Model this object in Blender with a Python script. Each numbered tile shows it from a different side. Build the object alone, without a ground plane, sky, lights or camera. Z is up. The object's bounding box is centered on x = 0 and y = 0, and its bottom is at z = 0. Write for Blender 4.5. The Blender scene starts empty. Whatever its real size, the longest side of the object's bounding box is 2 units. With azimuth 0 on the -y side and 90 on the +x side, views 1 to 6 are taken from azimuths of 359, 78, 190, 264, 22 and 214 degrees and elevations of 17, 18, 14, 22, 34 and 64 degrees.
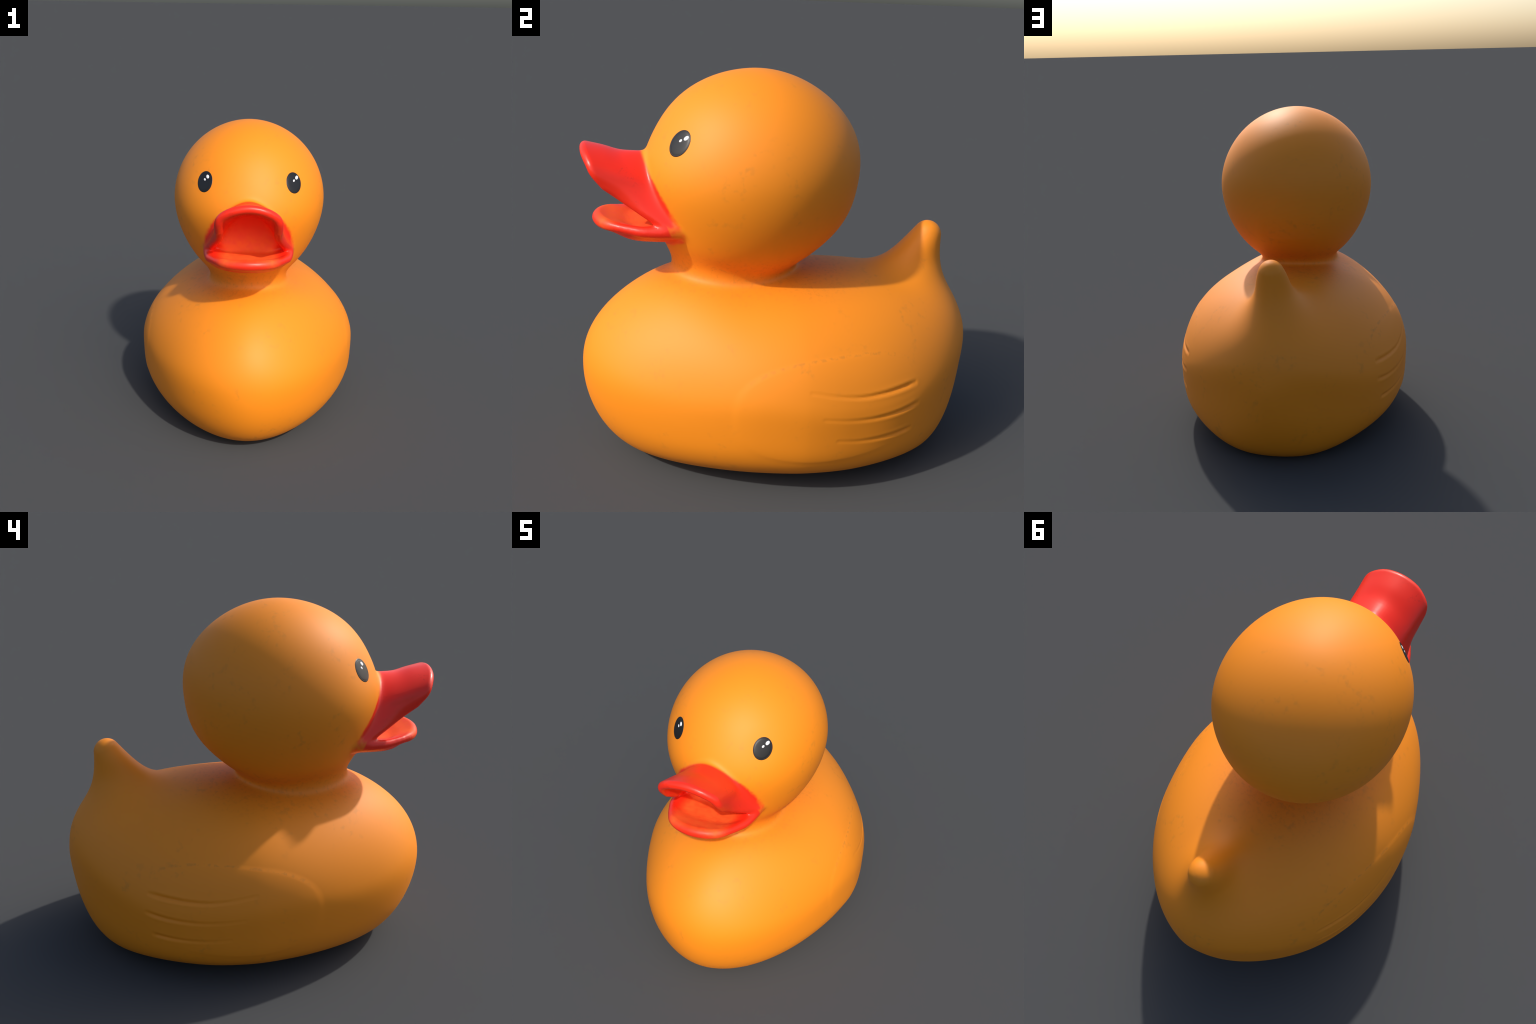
# A bath-tub duck of soft vinyl: one smooth skin made of a torso (profiles along y),
# a head (profiles along z), a tail (round cone) and a bill (two bent sheets), blended
# together as a distance field, meshed, relieved with wings, and split into named parts.
import bpy, bmesh, math
import numpy as np
from mathutils import Vector
from mathutils.bvhtree import BVHTree

# ----------------------------------------------------------------- curves
def curve(t, vals, knots):
    """smooth (hermite) curve through values at knots"""
    k, v = np.asarray(knots, float), np.asarray(vals, float)
    m = np.gradient(v, k)
    i = np.clip(np.searchsorted(k, t) - 1, 0, len(k) - 2)
    h = k[i + 1] - k[i]
    s = np.clip((t - k[i]) / h, 0, 1)
    return ((2*s**3 - 3*s**2 + 1)*v[i] + (s**3 - 2*s**2 + s)*h*m[i]
            + (-2*s**3 + 3*s**2)*v[i+1] + (s**3 - s**2)*h*m[i+1])

def sstep(a, b, x):
    t = np.clip((x - a) / (b - a), 0, 1)
    return t * t * (3 - 2 * t)

def smin(a, b, k):
    h = np.maximum(k - np.abs(a - b), 0) / k
    return np.minimum(a, b) - h * h * h * k / 6

# ----------------------------------------------------------------- torso
SIX, FIVE = (-1, -.6, -.2, .2, .6, 1), (-1, -.5, 0, .5, 1)
TORSO = dict(front=-1.001, back=1.006, round_front=1.754, round_back=1.863,
             width=(.758, .714, .716, .723, .717, .626),
             upper=(.735, .730, .562, .615, .732, .806),
             lower=(.938, .520, .417, .348, .459, 1.086),
             waterline=(.449, .375, .397, .341, .339, .498),
             square_up=(1.609, 2.136, 1.599), square_low=(1.729, 3.054, 3.409, 2.836))

def torso(X):
    q = TORSO
    x, y, z = np.abs(X[..., 0]), X[..., 1], X[..., 2]
    t = (y - (q['front'] + q['back']) / 2) / ((q['back'] - q['front']) / 2)
    tt = np.clip(t, -1, 1)
    dz = z - curve(tt, q['waterline'], SIX)
    up = dz > 0
    H = np.where(up, curve(tt, q['upper'], SIX), curve(tt, q['lower'], SIX))
    n_up, n_low = curve(tt, q['square_up'], (-1, 0, 1)), curve(tt, q['square_low'], (-1, -.33, .33, 1))
    n = n_low + (n_up - n_low) * sstep(-.15, .15, dz)
    soft = lambda v: (v * v + .03)**(n / 2) - .03**(n / 2)      # no ridge where an exponent is below 2
    rho = (soft(x / curve(tt, q['width'], SIX)) + soft(dz / H) + 1e-9)**(1 / n)
    e = np.where(t < 0, q['round_front'], q['round_back'])
    return .55 * ((rho**e + np.abs(t)**e + 1e-9)**(1 / e) - 1)

# ----------------------------------------------------------------- tail
TAIL_ROOT, TAIL_TIP, TAIL_R0, TAIL_R1, TAIL_BLEND = np.array([0, .648, .773]), np.array([0, .767, 1.081]), .169, .071, .201

def tail(X):
    ba = TAIL_TIP - TAIL_ROOT
    l2, rr = ba @ ba, TAIL_R0 - TAIL_R1
    a2, il2 = l2 - rr * rr, 1 / l2
    pinch = 1 + .28 * sstep(1.09, .93, X[..., 2:3])
    pa = X * np.concatenate([pinch, pinch * 0 + 1, pinch * 0 + 1], -1) - TAIL_ROOT
    y = pa @ ba
    z = y - l2
    w = pa * l2 - ba * y[..., None]
    x2 = (w * w).sum(-1)
    y2, z2 = y * y * l2, z * z * l2
    k = np.sign(rr) * rr * rr * x2
    d = (np.sqrt(np.maximum(x2 * a2 * il2, 0)) + y * rr) * il2 - TAIL_R0
    d = np.where(np.sign(z) * a2 * z2 > k, np.sqrt(x2 + z2) * il2 - TAIL_R1, d)
    return np.where(np.sign(y) * a2 * y2 < k, np.sqrt(x2 + y2) * il2 - TAIL_R0, d)

# ----------------------------------------------------------------- head
HEAD = dict(low=.89, top=1.904, round_low=2.042, round_top=1.918,
            width=(.444, .453, .472, .485, .499), front=(.636, .538, .555, .550, .585),
            back=(.374, .479, .500, .532, .538), axis=(-.168, -.145, -.151))

def head(X):
    q = HEAD
    x, y, z = np.abs(X[..., 0]), X[..., 1], X[..., 2]
    t = (z - (q['low'] + q['top']) / 2) / ((q['top'] - q['low']) / 2)
    tt = np.clip(t, -1, 1)
    dy = y - curve(tt, q['axis'], (-1, 0, 1))
    H = np.where(dy < 0, curve(tt, q['front'], FIVE), curve(tt, q['back'], FIVE))
    rho = np.sqrt((x / curve(tt, q['width'], FIVE))**2 + (dy / H)**2 + 1e-9)
    e = np.where(t < 0, q['round_low'], q['round_top'])
    flat = np.exp(-((x - .26)**2 + (y + .54)**2 + (z - 1.59)**2) / .09**2)     # cheeks under the eyes
    return .5 * ((rho**e + np.abs(t)**e + 1e-9)**(1 / e) - 1) + .0035 * flat

# ----------------------------------------------------------------- neck
NECK_AT, NECK_HALF, NECK_Z = -.245, (.240, .305), (.86, 1.085)

def neck(X):
    x, y, z = X[..., 0], X[..., 1], X[..., 2]
    r = np.sqrt((x / NECK_HALF[0])**2 + ((y - NECK_AT) / NECK_HALF[1])**2 + 1e-9)
    side = (r - 1) * .27
    ends = np.abs(z - sum(NECK_Z) / 2) - (NECK_Z[1] - NECK_Z[0]) / 2
    return np.maximum(side, ends) 

def head_and_neck(X):
    return smin(head(X), neck(X), .08)

# ----------------------------------------------------------------- bill sheets
def sheet(rows, radii, thin=0., nu=48, nv=40):
    """half control net (rows from root to lip, columns from mid-line outwards) ->
    mirrored smooth surface as a BVH, with a thickness for each face"""
    R = np.array(rows, float)
    full = np.concatenate([R[:, :0:-1] * np.array([-1, 1, 1]), R], axis=1)
    nr, nc = full.shape[:2]
    tv, tu = np.linspace(0, nr - 1, nv + 1), np.linspace(0, nc - 1, nu + 1)
    A = np.stack([[curve(tu, full[r, :, a], np.arange(nc)) for r in range(nr)] for a in range(3)], -1)
    S = np.stack([[curve(tv, A[:, u, a], np.arange(nr)) for u in range(nu + 1)] for a in range(3)], -1)
    S = S.transpose(1, 0, 2)
    fade = 1 - thin * np.abs(np.linspace(-1, 1, nu + 1))**2
    rad = curve(tv, radii, np.arange(nr))[:, None] * fade[None]
    V = S.reshape(-1, 3)
    F, fr = [], []
    for j in range(nv):
        for i in range(nu):
            a = j * (nu + 1) + i
            F += [(a, a + 1, a + nu + 2), (a, a + nu + 2, a + nu + 1)]
            fr += [rad[j:j + 2, i:i + 2].mean()] * 2
    return BVHTree.FromPolygons([tuple(v) for v in V], F), np.array(fr)

UPPER = sheet([
    [(0, -.58, 1.475), (.058, -.575, 1.452), (.116, -.56, 1.395), (.172, -.535, 1.30), (.228, -.50, 1.185)],
    [(0, -.70, 1.485), (.066, -.69, 1.459), (.128, -.665, 1.398), (.178, -.625, 1.312), (.234, -.575, 1.20)],
    [(0, -.80, 1.492), (.080, -.79, 1.470), (.145, -.76, 1.417), (.168, -.725, 1.35), (.208, -.668, 1.252)],
    [(0, -.88, 1.515), (.085, -.875, 1.496), (.148, -.855, 1.45), (.164, -.825, 1.395), (.171, -.78, 1.325)],
    [(0, -.955, 1.531), (.085, -.95, 1.516), (.145, -.93, 1.48), (.165, -.91, 1.44), (.165, -.865, 1.385)],
], [.026, .026, .025, .024, .024])

LOWER = sheet([
    [(0, -.49, 1.142), (.08, -.485, 1.143), (.155, -.475, 1.155), (.200, -.46, 1.175)],
    [(0, -.62, 1.138), (.09, -.615, 1.140), (.172, -.595, 1.157), (.232, -.56, 1.178)],
    [(0, -.75, 1.144), (.088, -.745, 1.145), (.168, -.725, 1.157), (.226, -.685, 1.177)],
    [(0, -.840, 1.174), (.083, -.830, 1.175), (.150, -.800, 1.179), (.203, -.755, 1.183)],
    [(0, -.901, 1.196), (.085, -.886, 1.195), (.143, -.853, 1.193), (.180, -.806, 1.189)],
], [.048, .046, .037, .032, .030], .30)

def sheet_distance(S, X, reach=.16):
    bvh, fr = S
    out = np.full(len(X), reach)
    find = bvh.find_nearest
    for n, p in enumerate(X):
        hit = find(p, reach + .03)
        if hit[0] is not None:
            out[n] = hit[3] - fr[hit[2]]
    return np.minimum(out, reach)

BILL_BOX = (np.array([-.36, -1.06, .98]), np.array([.36, -.46, 1.64]))
NECK_BLEND, UPPER_BLEND, LOWER_BLEND = .058, .045, .035

THROAT, THROAT_HALF = np.array([0, -.665, 1.285]), np.array([.205, .068, .145])     # shallow hollow behind the lips

def body_field(X):
    return smin(torso(X), tail(X), TAIL_BLEND)

def duck_field(X):
    X = np.atleast_2d(X)
    f = smin(body_field(X), head_and_neck(X), NECK_BLEND) + .0025
    near = ((X > BILL_BOX[0]) & (X < BILL_BOX[1])).all(1)
    if near.any():
        P = X[near]
        hollow = (np.sqrt((((P - THROAT) / THROAT_HALF)**2).sum(1)) - 1) * .08
        g = -smin(-f[near], hollow, .03)
        g = smin(g, sheet_distance(UPPER, P), UPPER_BLEND)
        f[near] = smin(g, sheet_distance(LOWER, P), LOWER_BLEND)
    return f

# ----------------------------------------------------------------- meshing the field
def surface_net(field, lo, hi, h):
    """mirror-symmetric naive surface net on a grid of step h (x = 0 is a grid plane)"""
    nx, ny, nz = int(hi[0] / h) + 2, int((hi[1] - lo[1]) / h) + 2, int((hi[2] - lo[2]) / h) + 2
    xs, ys, zs = np.arange(nx) * h, lo[1] + np.arange(ny) * h, lo[2] + np.arange(nz) * h
    G = np.empty((nx, ny, nz))
    for i, x in enumerate(xs):
        YZ = np.stack(np.meshgrid([x], ys, zs, indexing='ij'), -1).reshape(-1, 3)
        G[i] = field(YZ).reshape(ny, nz)
    G = np.concatenate([G[:0:-1], G], 0)
    xs = np.concatenate([-xs[:0:-1], xs])
    S = G < 0
    cell_id = -np.ones([n - 1 for n in G.shape], int)
    acc, cnt = np.zeros(cell_id.shape + (3,)), np.zeros(cell_id.shape)
    offs = [(0, 0), (1, 0), (0, 1), (1, 1)]
    edges = []
    for ax in range(3):
        a = [slice(None)] * 3; b = [slice(None)] * 3
        a[ax], b[ax] = slice(0, -1), slice(1, None)
        idx = np.argwhere(S[tuple(a)] != S[tuple(b)])
        jdx = idx.copy(); jdx[:, ax] += 1
        ga, gb = G[tuple(idx.T)], G[tuple(jdx.T)]
        pos = idx.astype(float)
        pos[:, ax] += ga / (ga - gb)
        o1, o2 = [d for d in range(3) if d != ax]
        quad = []
        for u, v in offs:
            c = idx.copy(); c[:, o1] -= u; c[:, o2] -= v
            np.add.at(acc, tuple(c.T), pos)
            np.add.at(cnt, tuple(c.T), 1)
            quad.append(c)
        edges.append((ax, quad, S[tuple(idx.T)]))
    used = np.argwhere(cnt > 0)
    cell_id[tuple(used.T)] = np.arange(len(used))
    V = acc[tuple(used.T)] / cnt[tuple(used.T)][:, None] * h + np.array([xs[0], lo[1], lo[2]])
    F = []
    for ax, q, inside in edges:
        ids = np.stack([cell_id[tuple(q[k].T)] for k in (0, 1, 3, 2)], 1)
        flip = inside if ax != 1 else ~inside
        F.append(np.where(flip[:, None], ids[:, ::-1], ids))
    return V, np.concatenate(F)

def refine(V, F):
    """split every quad in four"""
    E = np.stack([F, np.roll(F, -1, 1)], -1).reshape(-1, 2)
    E.sort(1)
    U, inv = np.unique(E, axis=0, return_inverse=True)
    inv = inv.reshape(F.shape)
    nV = len(V)
    mid, cen = V[U].mean(1), V[F].mean(1)
    m, c = inv + nV, np.arange(len(F)) + nV + len(U)
    Q = [np.stack([F[:, k], m[:, k], c, m[:, k - 1]], 1) for k in range(4)]
    return np.concatenate([V, mid, cen]), np.concatenate(Q)

def gradient(field, X, h=2e-3):
    g = np.stack([field(X + np.eye(3)[a] * h) - field(X - np.eye(3)[a] * h) for a in range(3)], -1) / (2 * h)
    return g

def settle(field, V, steps=2):
    for _ in range(steps):
        f, g = field(V), gradient(field, V)
        V = V - g * (f / np.maximum((g * g).sum(1), .05))[:, None].clip(-.02, .02)
    return V, g / np.maximum(np.linalg.norm(g, axis=1), 1e-6)[:, None]

# ----------------------------------------------------------------- wing relief
WING_MID, WING_HALF = (.135, .44), (.463, .237)
FEATHERS = [  # one groove each: (y, z) along the side, front to back
    [(.01, .553), (.13, .527), (.25, .508), (.36, .505), (.45, .508), (.545, .513)],
    [(.07, .428), (.20, .408), (.31, .399), (.43, .400), (.50, .405), (.56, .413)],
    [(.14, .312), (.24, .297), (.34, .290), (.43, .288), (.48, .289), (.525, .291)]]

def wing_inside(V):
    """signed measure, 1 in the middle of the wing, 0 at its outline"""
    y, z = V[:, 1], V[:, 2]
    dy, dz = (y - WING_MID[0]) / WING_HALF[0], (z - WING_MID[1] - .03 * (y - .1)) / WING_HALF[1]
    return 1 - (np.abs(dy)**2.6 + np.abs(dz)**2.6)**(1 / 2.6)

def relief(V):
    side = (np.abs(V[:, 0]) > .35) & (V[:, 2] < .85) & (V[:, 1] > -.6)
    w = wing_inside(V) * WING_HALF[1]
    fade = 1 - sstep(.25, .52, V[:, 1])
    d = .0018 * sstep(-.012, .012, w) * (1 - sstep(.02, .15, w)) * fade
    for line in FEATHERS:
        L = np.array(line)
        s = np.linspace(0, len(L) - 1, 90)
        C = np.stack([curve(s, L[:, a], np.arange(len(L))) for a in (0, 1)], 1)
        cand = np.flatnonzero(side & (np.abs(V[:, 2] - L[:, 1].mean()) < .09))
        D = np.linalg.norm(V[cand][:, None, 1:] - C[None], axis=2)
        k = D.argmin(1)
        r = D[np.arange(len(cand)), k]
        along = k / 89
        depth = (.0014 + .0058 * sstep(.05, .85, along)) * (1 - .6 * sstep(.9, 1, along))
        width = .0065 + .0025 * along
        d[cand] -= depth * np.exp(-(r / width)**2) - .15 * depth * np.exp(-((r - 2.4 * width) / width)**2)
    return np.where(side, d, 0)

# ----------------------------------------------------------------- materials
def nodes_for(name):
    m = bpy.data.materials.new(name)
    m.use_nodes = True
    nt = m.node_tree
    return m, nt, nt.nodes['Principled BSDF']

class Graph:
    def __init__(self, nt): self.nt = nt
    def put(self, sock, v):
        if hasattr(v, 'is_output'): self.nt.links.new(v, sock)
        else: sock.default_value = v
    def math(self, op, a, b=0., c=None, clamp=False):
        n = self.nt.nodes.new('ShaderNodeMath'); n.operation, n.use_clamp = op, clamp
        self.put(n.inputs[0], a); self.put(n.inputs[1], b)
        if c is not None: self.put(n.inputs[2], c)
        return n.outputs[0]
    def step(self, x, a, b, lo=0., hi=1.):
        n = self.nt.nodes.new('ShaderNodeMapRange'); n.interpolation_type = 'SMOOTHSTEP'
        for s, v in zip(n.inputs[:5], (x, a, b, lo, hi)): self.put(s, v)
        return n.outputs[0]
    def noise(self, vec, scale, detail=2., rough=.5):
        n = self.nt.nodes.new('ShaderNodeTexNoise')
        self.put(n.inputs['Vector'], vec)
        n.inputs['Scale'].default_value, n.inputs['Detail'].default_value, n.inputs['Roughness'].default_value = scale, detail, rough
        return n.outputs['Fac']
    def mix(self, f, a, b, mode='MIX'):
        n = self.nt.nodes.new('ShaderNodeMix'); n.data_type, n.blend_type = 'RGBA', mode
        self.put(n.inputs[0], f); self.put(n.inputs[6], a); self.put(n.inputs[7], b)
        return n.outputs[2]
    def profile(self, x, pts):
        """piecewise smooth function through points in 0..1"""
        n = self.nt.nodes.new('ShaderNodeFloatCurve')
        c = n.mapping.curves[0]
        while len(c.points) > 2: c.points.remove(c.points[1])
        for i, (u, v) in enumerate(pts):
            if i in (0, len(pts) - 1): c.points[0 if i == 0 else -1].location = (u, v)
            else: c.points.new(u, v)
        n.mapping.update()
        self.put(n.inputs['Value'], x)
        return n.outputs[0]

YELLOW, RED = (.92, .272, .006, 1), (.91, .028, .009, 1)

def skin_material():
    m, nt, bsdf = nodes_for('vinyl_skin')
    g = Graph(nt)
    co = nt.nodes.new('ShaderNodeTexCoord').outputs['Object']
    sep = nt.nodes.new('ShaderNodeSeparateXYZ'); nt.links.new(co, sep.inputs[0])
    x, y, z = sep.outputs
    ax = g.math('ABSOLUTE', x)
    # sprayed bill colour: half width of the red patch as a function of height
    lo, hi = 1.06, 1.535
    t = g.math('DIVIDE', g.math('SUBTRACT', z, lo), hi - lo, clamp=True)
    half = g.profile(t, [((a - lo) / (hi - lo), b + .1) for a, b in
                         ((1.06, -.03), (1.078, .02), (1.104, .205), (1.13, .238), (1.175, .264), (1.255, .255), (1.31, .240),
                          (1.375, .207), (1.418, .168), (1.449, .128), (1.48, .076), (1.506, .006), (1.535, -.07))])
    fuzz = g.math('MULTIPLY', g.math('SUBTRACT', g.noise(co, 34, 3), .5), .022)
    on_head = g.math('ADD', g.math('SUBTRACT', g.math('SUBTRACT', half, .1), ax), fuzz)
    ahead = g.math('MULTIPLY', g.step(y, -.47, -.44, 1, 0), g.step(g.math('SUBTRACT', z, g.math('MULTIPLY', y, .5)), 1.372, 1.392))
    red = g.math('MULTIPLY', g.step(on_head, -.015, .011), ahead)
    slant = g.math('ADD', y, g.math('MULTIPLY', g.math('SUBTRACT', z, 1.10), .36))
    low = g.math('MAXIMUM', g.step(g.math('SUBTRACT', z, g.math('MULTIPLY', y, .5)), 1.362, 1.385), g.step(y, -.635, -.615, 1, 0))
    free = g.math('MULTIPLY', g.step(slant, -.562, -.540, 1, 0), g.math('MULTIPLY', low, g.step(z, 1.03, 1.05)))
    red = g.math('MAXIMUM', red, free)
    # smudges, and the neck crease's occlusion shade speckled into the yellow
    speck = g.math('MULTIPLY', g.step(g.noise(co, 26, 2.5, .55), .52, .74), g.step(g.noise(co, 4.3, 2), .50, .66))
    nz = g.math('ABSOLUTE', g.math('SUBTRACT', z, .955))
    rad = g.math('POWER', g.math('ADD', g.math('POWER', x, 2.), g.math('POWER', g.math('ADD', y, .16), 2.)), .5)
    neck = g.math('MULTIPLY', g.step(nz, .02, .16, 1, 0), g.step(rad, .38, .62, 1, 0))
    crease_shade_specks = g.math('MULTIPLY', neck, g.step(g.noise(co, 48, 5, .7), .50, .66))
    yellow = g.mix(g.math('MULTIPLY', neck, .35), YELLOW, (.86, .22, .012, 1))  # base tinted redder for the dim bounced light between head and body
    yellow = g.mix(g.math('MULTIPLY', speck, .22), yellow, (.38, .17, .03, 1))
    yellow = g.mix(g.math('MULTIPLY', crease_shade_specks, .22), yellow, (.36, .13, .025, 1))
    # dark speckled line along the upper edge of the wing
    wy = g.math('DIVIDE', g.math('SUBTRACT', y, WING_MID[0]), WING_HALF[0])
    wz = g.math('DIVIDE', g.math('SUBTRACT', g.math('SUBTRACT', z, WING_MID[1]), g.math('MULTIPLY', g.math('SUBTRACT', y, .1), .03)), WING_HALF[1])
    ell = g.math('ADD', g.math('POWER', g.math('ABSOLUTE', wy), 2.6), g.math('POWER', g.math('ABSOLUTE', wz), 2.6))
    edge = g.step(g.math('ABSOLUTE', g.math('SUBTRACT', g.math('POWER', ell, 1 / 2.6), 1.)), .008, .035, 1, 0)
    edge = g.math('MULTIPLY', g.math('MULTIPLY', edge, g.step(wz, .5, .9)), g.step(ax, .4, .5))
    edge = g.math('MULTIPLY', edge, g.step(g.noise(co, 38, 3), .45, .65))
    yellow = g.mix(g.math('MULTIPLY', edge, .28), yellow, (.36, .14, .025, 1))
    stain = g.math('MULTIPLY', g.step(g.noise(co, 55, 4, .65), .54, .72), g.step(g.noise(co, 5.2, 2), .48, .66))
    redc = g.mix(g.math('MULTIPLY', stain, .35), RED, (.42, .03, .018, 1))
    # inside of the mouth: orange floor and throat, darker palate and lip folds
    inner = g.math('MULTIPLY', g.step(ax, .12, .20, 1, 0), g.step(slant, -.90, -.82))
    inner = g.math('MULTIPLY', inner, g.step(z, 1.14, 1.17))
    blotch = g.math('ADD', .25, g.math('MULTIPLY', g.noise(co, 34, 4), 1.35))
    floor = g.math('MULTIPLY', g.math('MULTIPLY', inner, g.step(z, 1.20, 1.42, 1, 0)), blotch, clamp=True)
    redc = g.mix(g.math('MULTIPLY', floor, .9), redc, (.95, .135, .016, 1))
    nt.links.new(g.mix(red, yellow, redc), bsdf.inputs['Base Color'])
    rough = g.math('ADD', g.math('MULTIPLY', red, -.23), .59)
    nt.links.new(g.math('ADD', rough, g.math('MULTIPLY', floor, .4)), bsdf.inputs['Roughness'])
    bsdf.inputs['Specular IOR Level'].default_value = .48
    return m

def plain(name, colour, rough, coat=0.):
    m, nt, bsdf = nodes_for(name)
    bsdf.inputs['Base Color'].default_value = colour
    bsdf.inputs['Roughness'].default_value = rough
    bsdf.inputs['Coat Weight'].default_value = coat
    return m

# ----------------------------------------------------------------- build
def link(name, mesh, parent, mat=None):
    o = bpy.data.objects.new(name, mesh)
    bpy.context.scene.collection.objects.link(o)
    o.parent = parent
    if mat: mesh.materials.append(mat)
    return o

def mesh_from(name, V, F, N):
    used, inv = np.unique(F, return_inverse=True)
    me = bpy.data.meshes.new(name)
    me.from_pydata(V[used].tolist(), [], inv.reshape(F.shape).tolist())
    me.polygons.foreach_set('use_smooth', [True] * len(F))
    me.normals_split_custom_set_from_vertices(N[used].tolist())
    me.update()
    return me

def vertex_normals(V, F):
    d1, d2 = V[F[:, 2]] - V[F[:, 0]], V[F[:, 3]] - V[F[:, 1]]
    n = np.cross(d1, d2)
    N = np.zeros_like(V)
    for k in range(4): np.add.at(N, F[:, k], n)
    return N / np.maximum(np.linalg.norm(N, axis=1), 1e-12)[:, None]

duck = bpy.data.objects.new('toy_duck', None)
bpy.context.scene.collection.objects.link(duck)
duck['label'] = 'yellow rubber bath duck with open red bill and black eyes'
duck['category'] = 'rubber duck'

V, F = surface_net(duck_field, (-.8, -1.06, -.06), (.80, 1.06, 1.96), .0125)
V, _ = settle(duck_field, V, 1)
V, F = refine(V, F)
V, N = settle(duck_field, V, 1)
V = V + N * relief(V)[:, None]
V[:, 2] = np.maximum(V[:, 2], 0)
N = vertex_normals(V, F)

# regions of the skin, decided per face
C = V[F].mean(1)
near_bill = ((C > BILL_BOX[0]) & (C < BILL_BOX[1])).all(1)
fu, fl = np.full(len(C), 1.), np.full(len(C), 1.)
fu[near_bill], fl[near_bill] = sheet_distance(UPPER, C[near_bill]), sheet_distance(LOWER, C[near_bill])
fh, fb, ft = head_and_neck(C), torso(C), tail(C)
region = np.where(fh < body_field(C), 0, 1)
region[(region == 1) & (ft < fb - .02) & (C[:, 2] > .8)] = 2
bill = near_bill & (np.minimum(fu, fl) < fh)
region[bill & (fu <= fl)] = 3
region[bill & (fl < fu)] = 4
region[(region == 1) & (np.abs(C[:, 0]) > .4) & (wing_inside(C) > -.012)] = 5
skin = skin_material()
for r, name in enumerate(('head', 'torso', 'tail', 'upper_bill', 'lower_bill')):
    link(name, mesh_from(name, V, F[region == r], N), duck, skin)
for side in (1, -1):
    pick = (region == 5) & (C[:, 0] * side > 0)
    link('wing', mesh_from('wing', V, F[pick], N), duck, skin)

# ----------------------------------------------------------------- eyes
EYE, EYE_HALF = (.258, 1.591), (.0440, .0590)

def on_head(x, z, lift=0.):
    """point of the face at front-view position x, z, lifted along the normal"""
    x, z = np.atleast_1d(x).astype(float), np.atleast_1d(z).astype(float)
    a, b = np.full(len(x), -.9), np.full(len(x), -.15)
    for _ in range(40):
        c = (a + b) / 2
        inside = head(np.stack([x, c, z], -1)) < -.0025
        b = np.where(inside, c, b); a = np.where(inside, a, c)
    p = np.stack([x, (a + b) / 2, z], -1)
    g = gradient(head, p)
    return p + g / np.linalg.norm(g, axis=1)[:, None] * np.asarray(lift)[..., None] if np.ndim(lift) else p + g / np.linalg.norm(g, axis=1)[:, None] * lift

def dome(name, cx, cz, rx, rz, profile, parent, mat, n=48, lean=0.):
    """round low button lying on the face: profile = (radius share, lift) from centre to rim"""
    bm = bmesh.new()
    rings = []
    for s, lift in profile:
        if s == 0:
            rings.append([bm.verts.new(on_head(cx, cz, lift)[0])])
        else:
            a = np.arange(n) * math.tau / n
            rings.append([bm.verts.new(p) for p in on_head(cx + rx * s * np.cos(a) - np.sign(cx) * lean * rz * s * np.sin(a), cz + rz * s * np.sin(a), lift)])
    for A, B in zip(rings, rings[1:]):
        for i in range(n):
            j = (i + 1) % n
            bm.faces.new((A[0], B[i], B[j]) if len(A) == 1 else (A[i], B[i], B[j], A[j]))
    bm.normal_update()
    me = bpy.data.meshes.new(name)
    bm.to_mesh(me); bm.free()
    me.polygons.foreach_set('use_smooth', [True] * len(me.polygons))
    return link(name, me, parent, mat)

pupil = plain('eye_black', (.009, .009, .010, 1), .42)
rim = plain('eye_rim_black', (.006, .005, .005, 1), .4)
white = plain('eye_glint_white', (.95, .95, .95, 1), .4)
for s in (1, -1):
    cx, cz = s * EYE[0], EYE[1]
    eye = dome('eye', cx, cz, *EYE_HALF, [(0, .0026), (.4, .0025), (.7, .0022), (.86, .0014), (.9, .0006)], duck, pupil, lean=.19)
    dome('eye_rim', cx, cz, *EYE_HALF, [(.86, .0010), (.91, .0018), (.96, .0010), (1.0, -.0015), (1.01, -.006)], eye, rim, lean=.19)
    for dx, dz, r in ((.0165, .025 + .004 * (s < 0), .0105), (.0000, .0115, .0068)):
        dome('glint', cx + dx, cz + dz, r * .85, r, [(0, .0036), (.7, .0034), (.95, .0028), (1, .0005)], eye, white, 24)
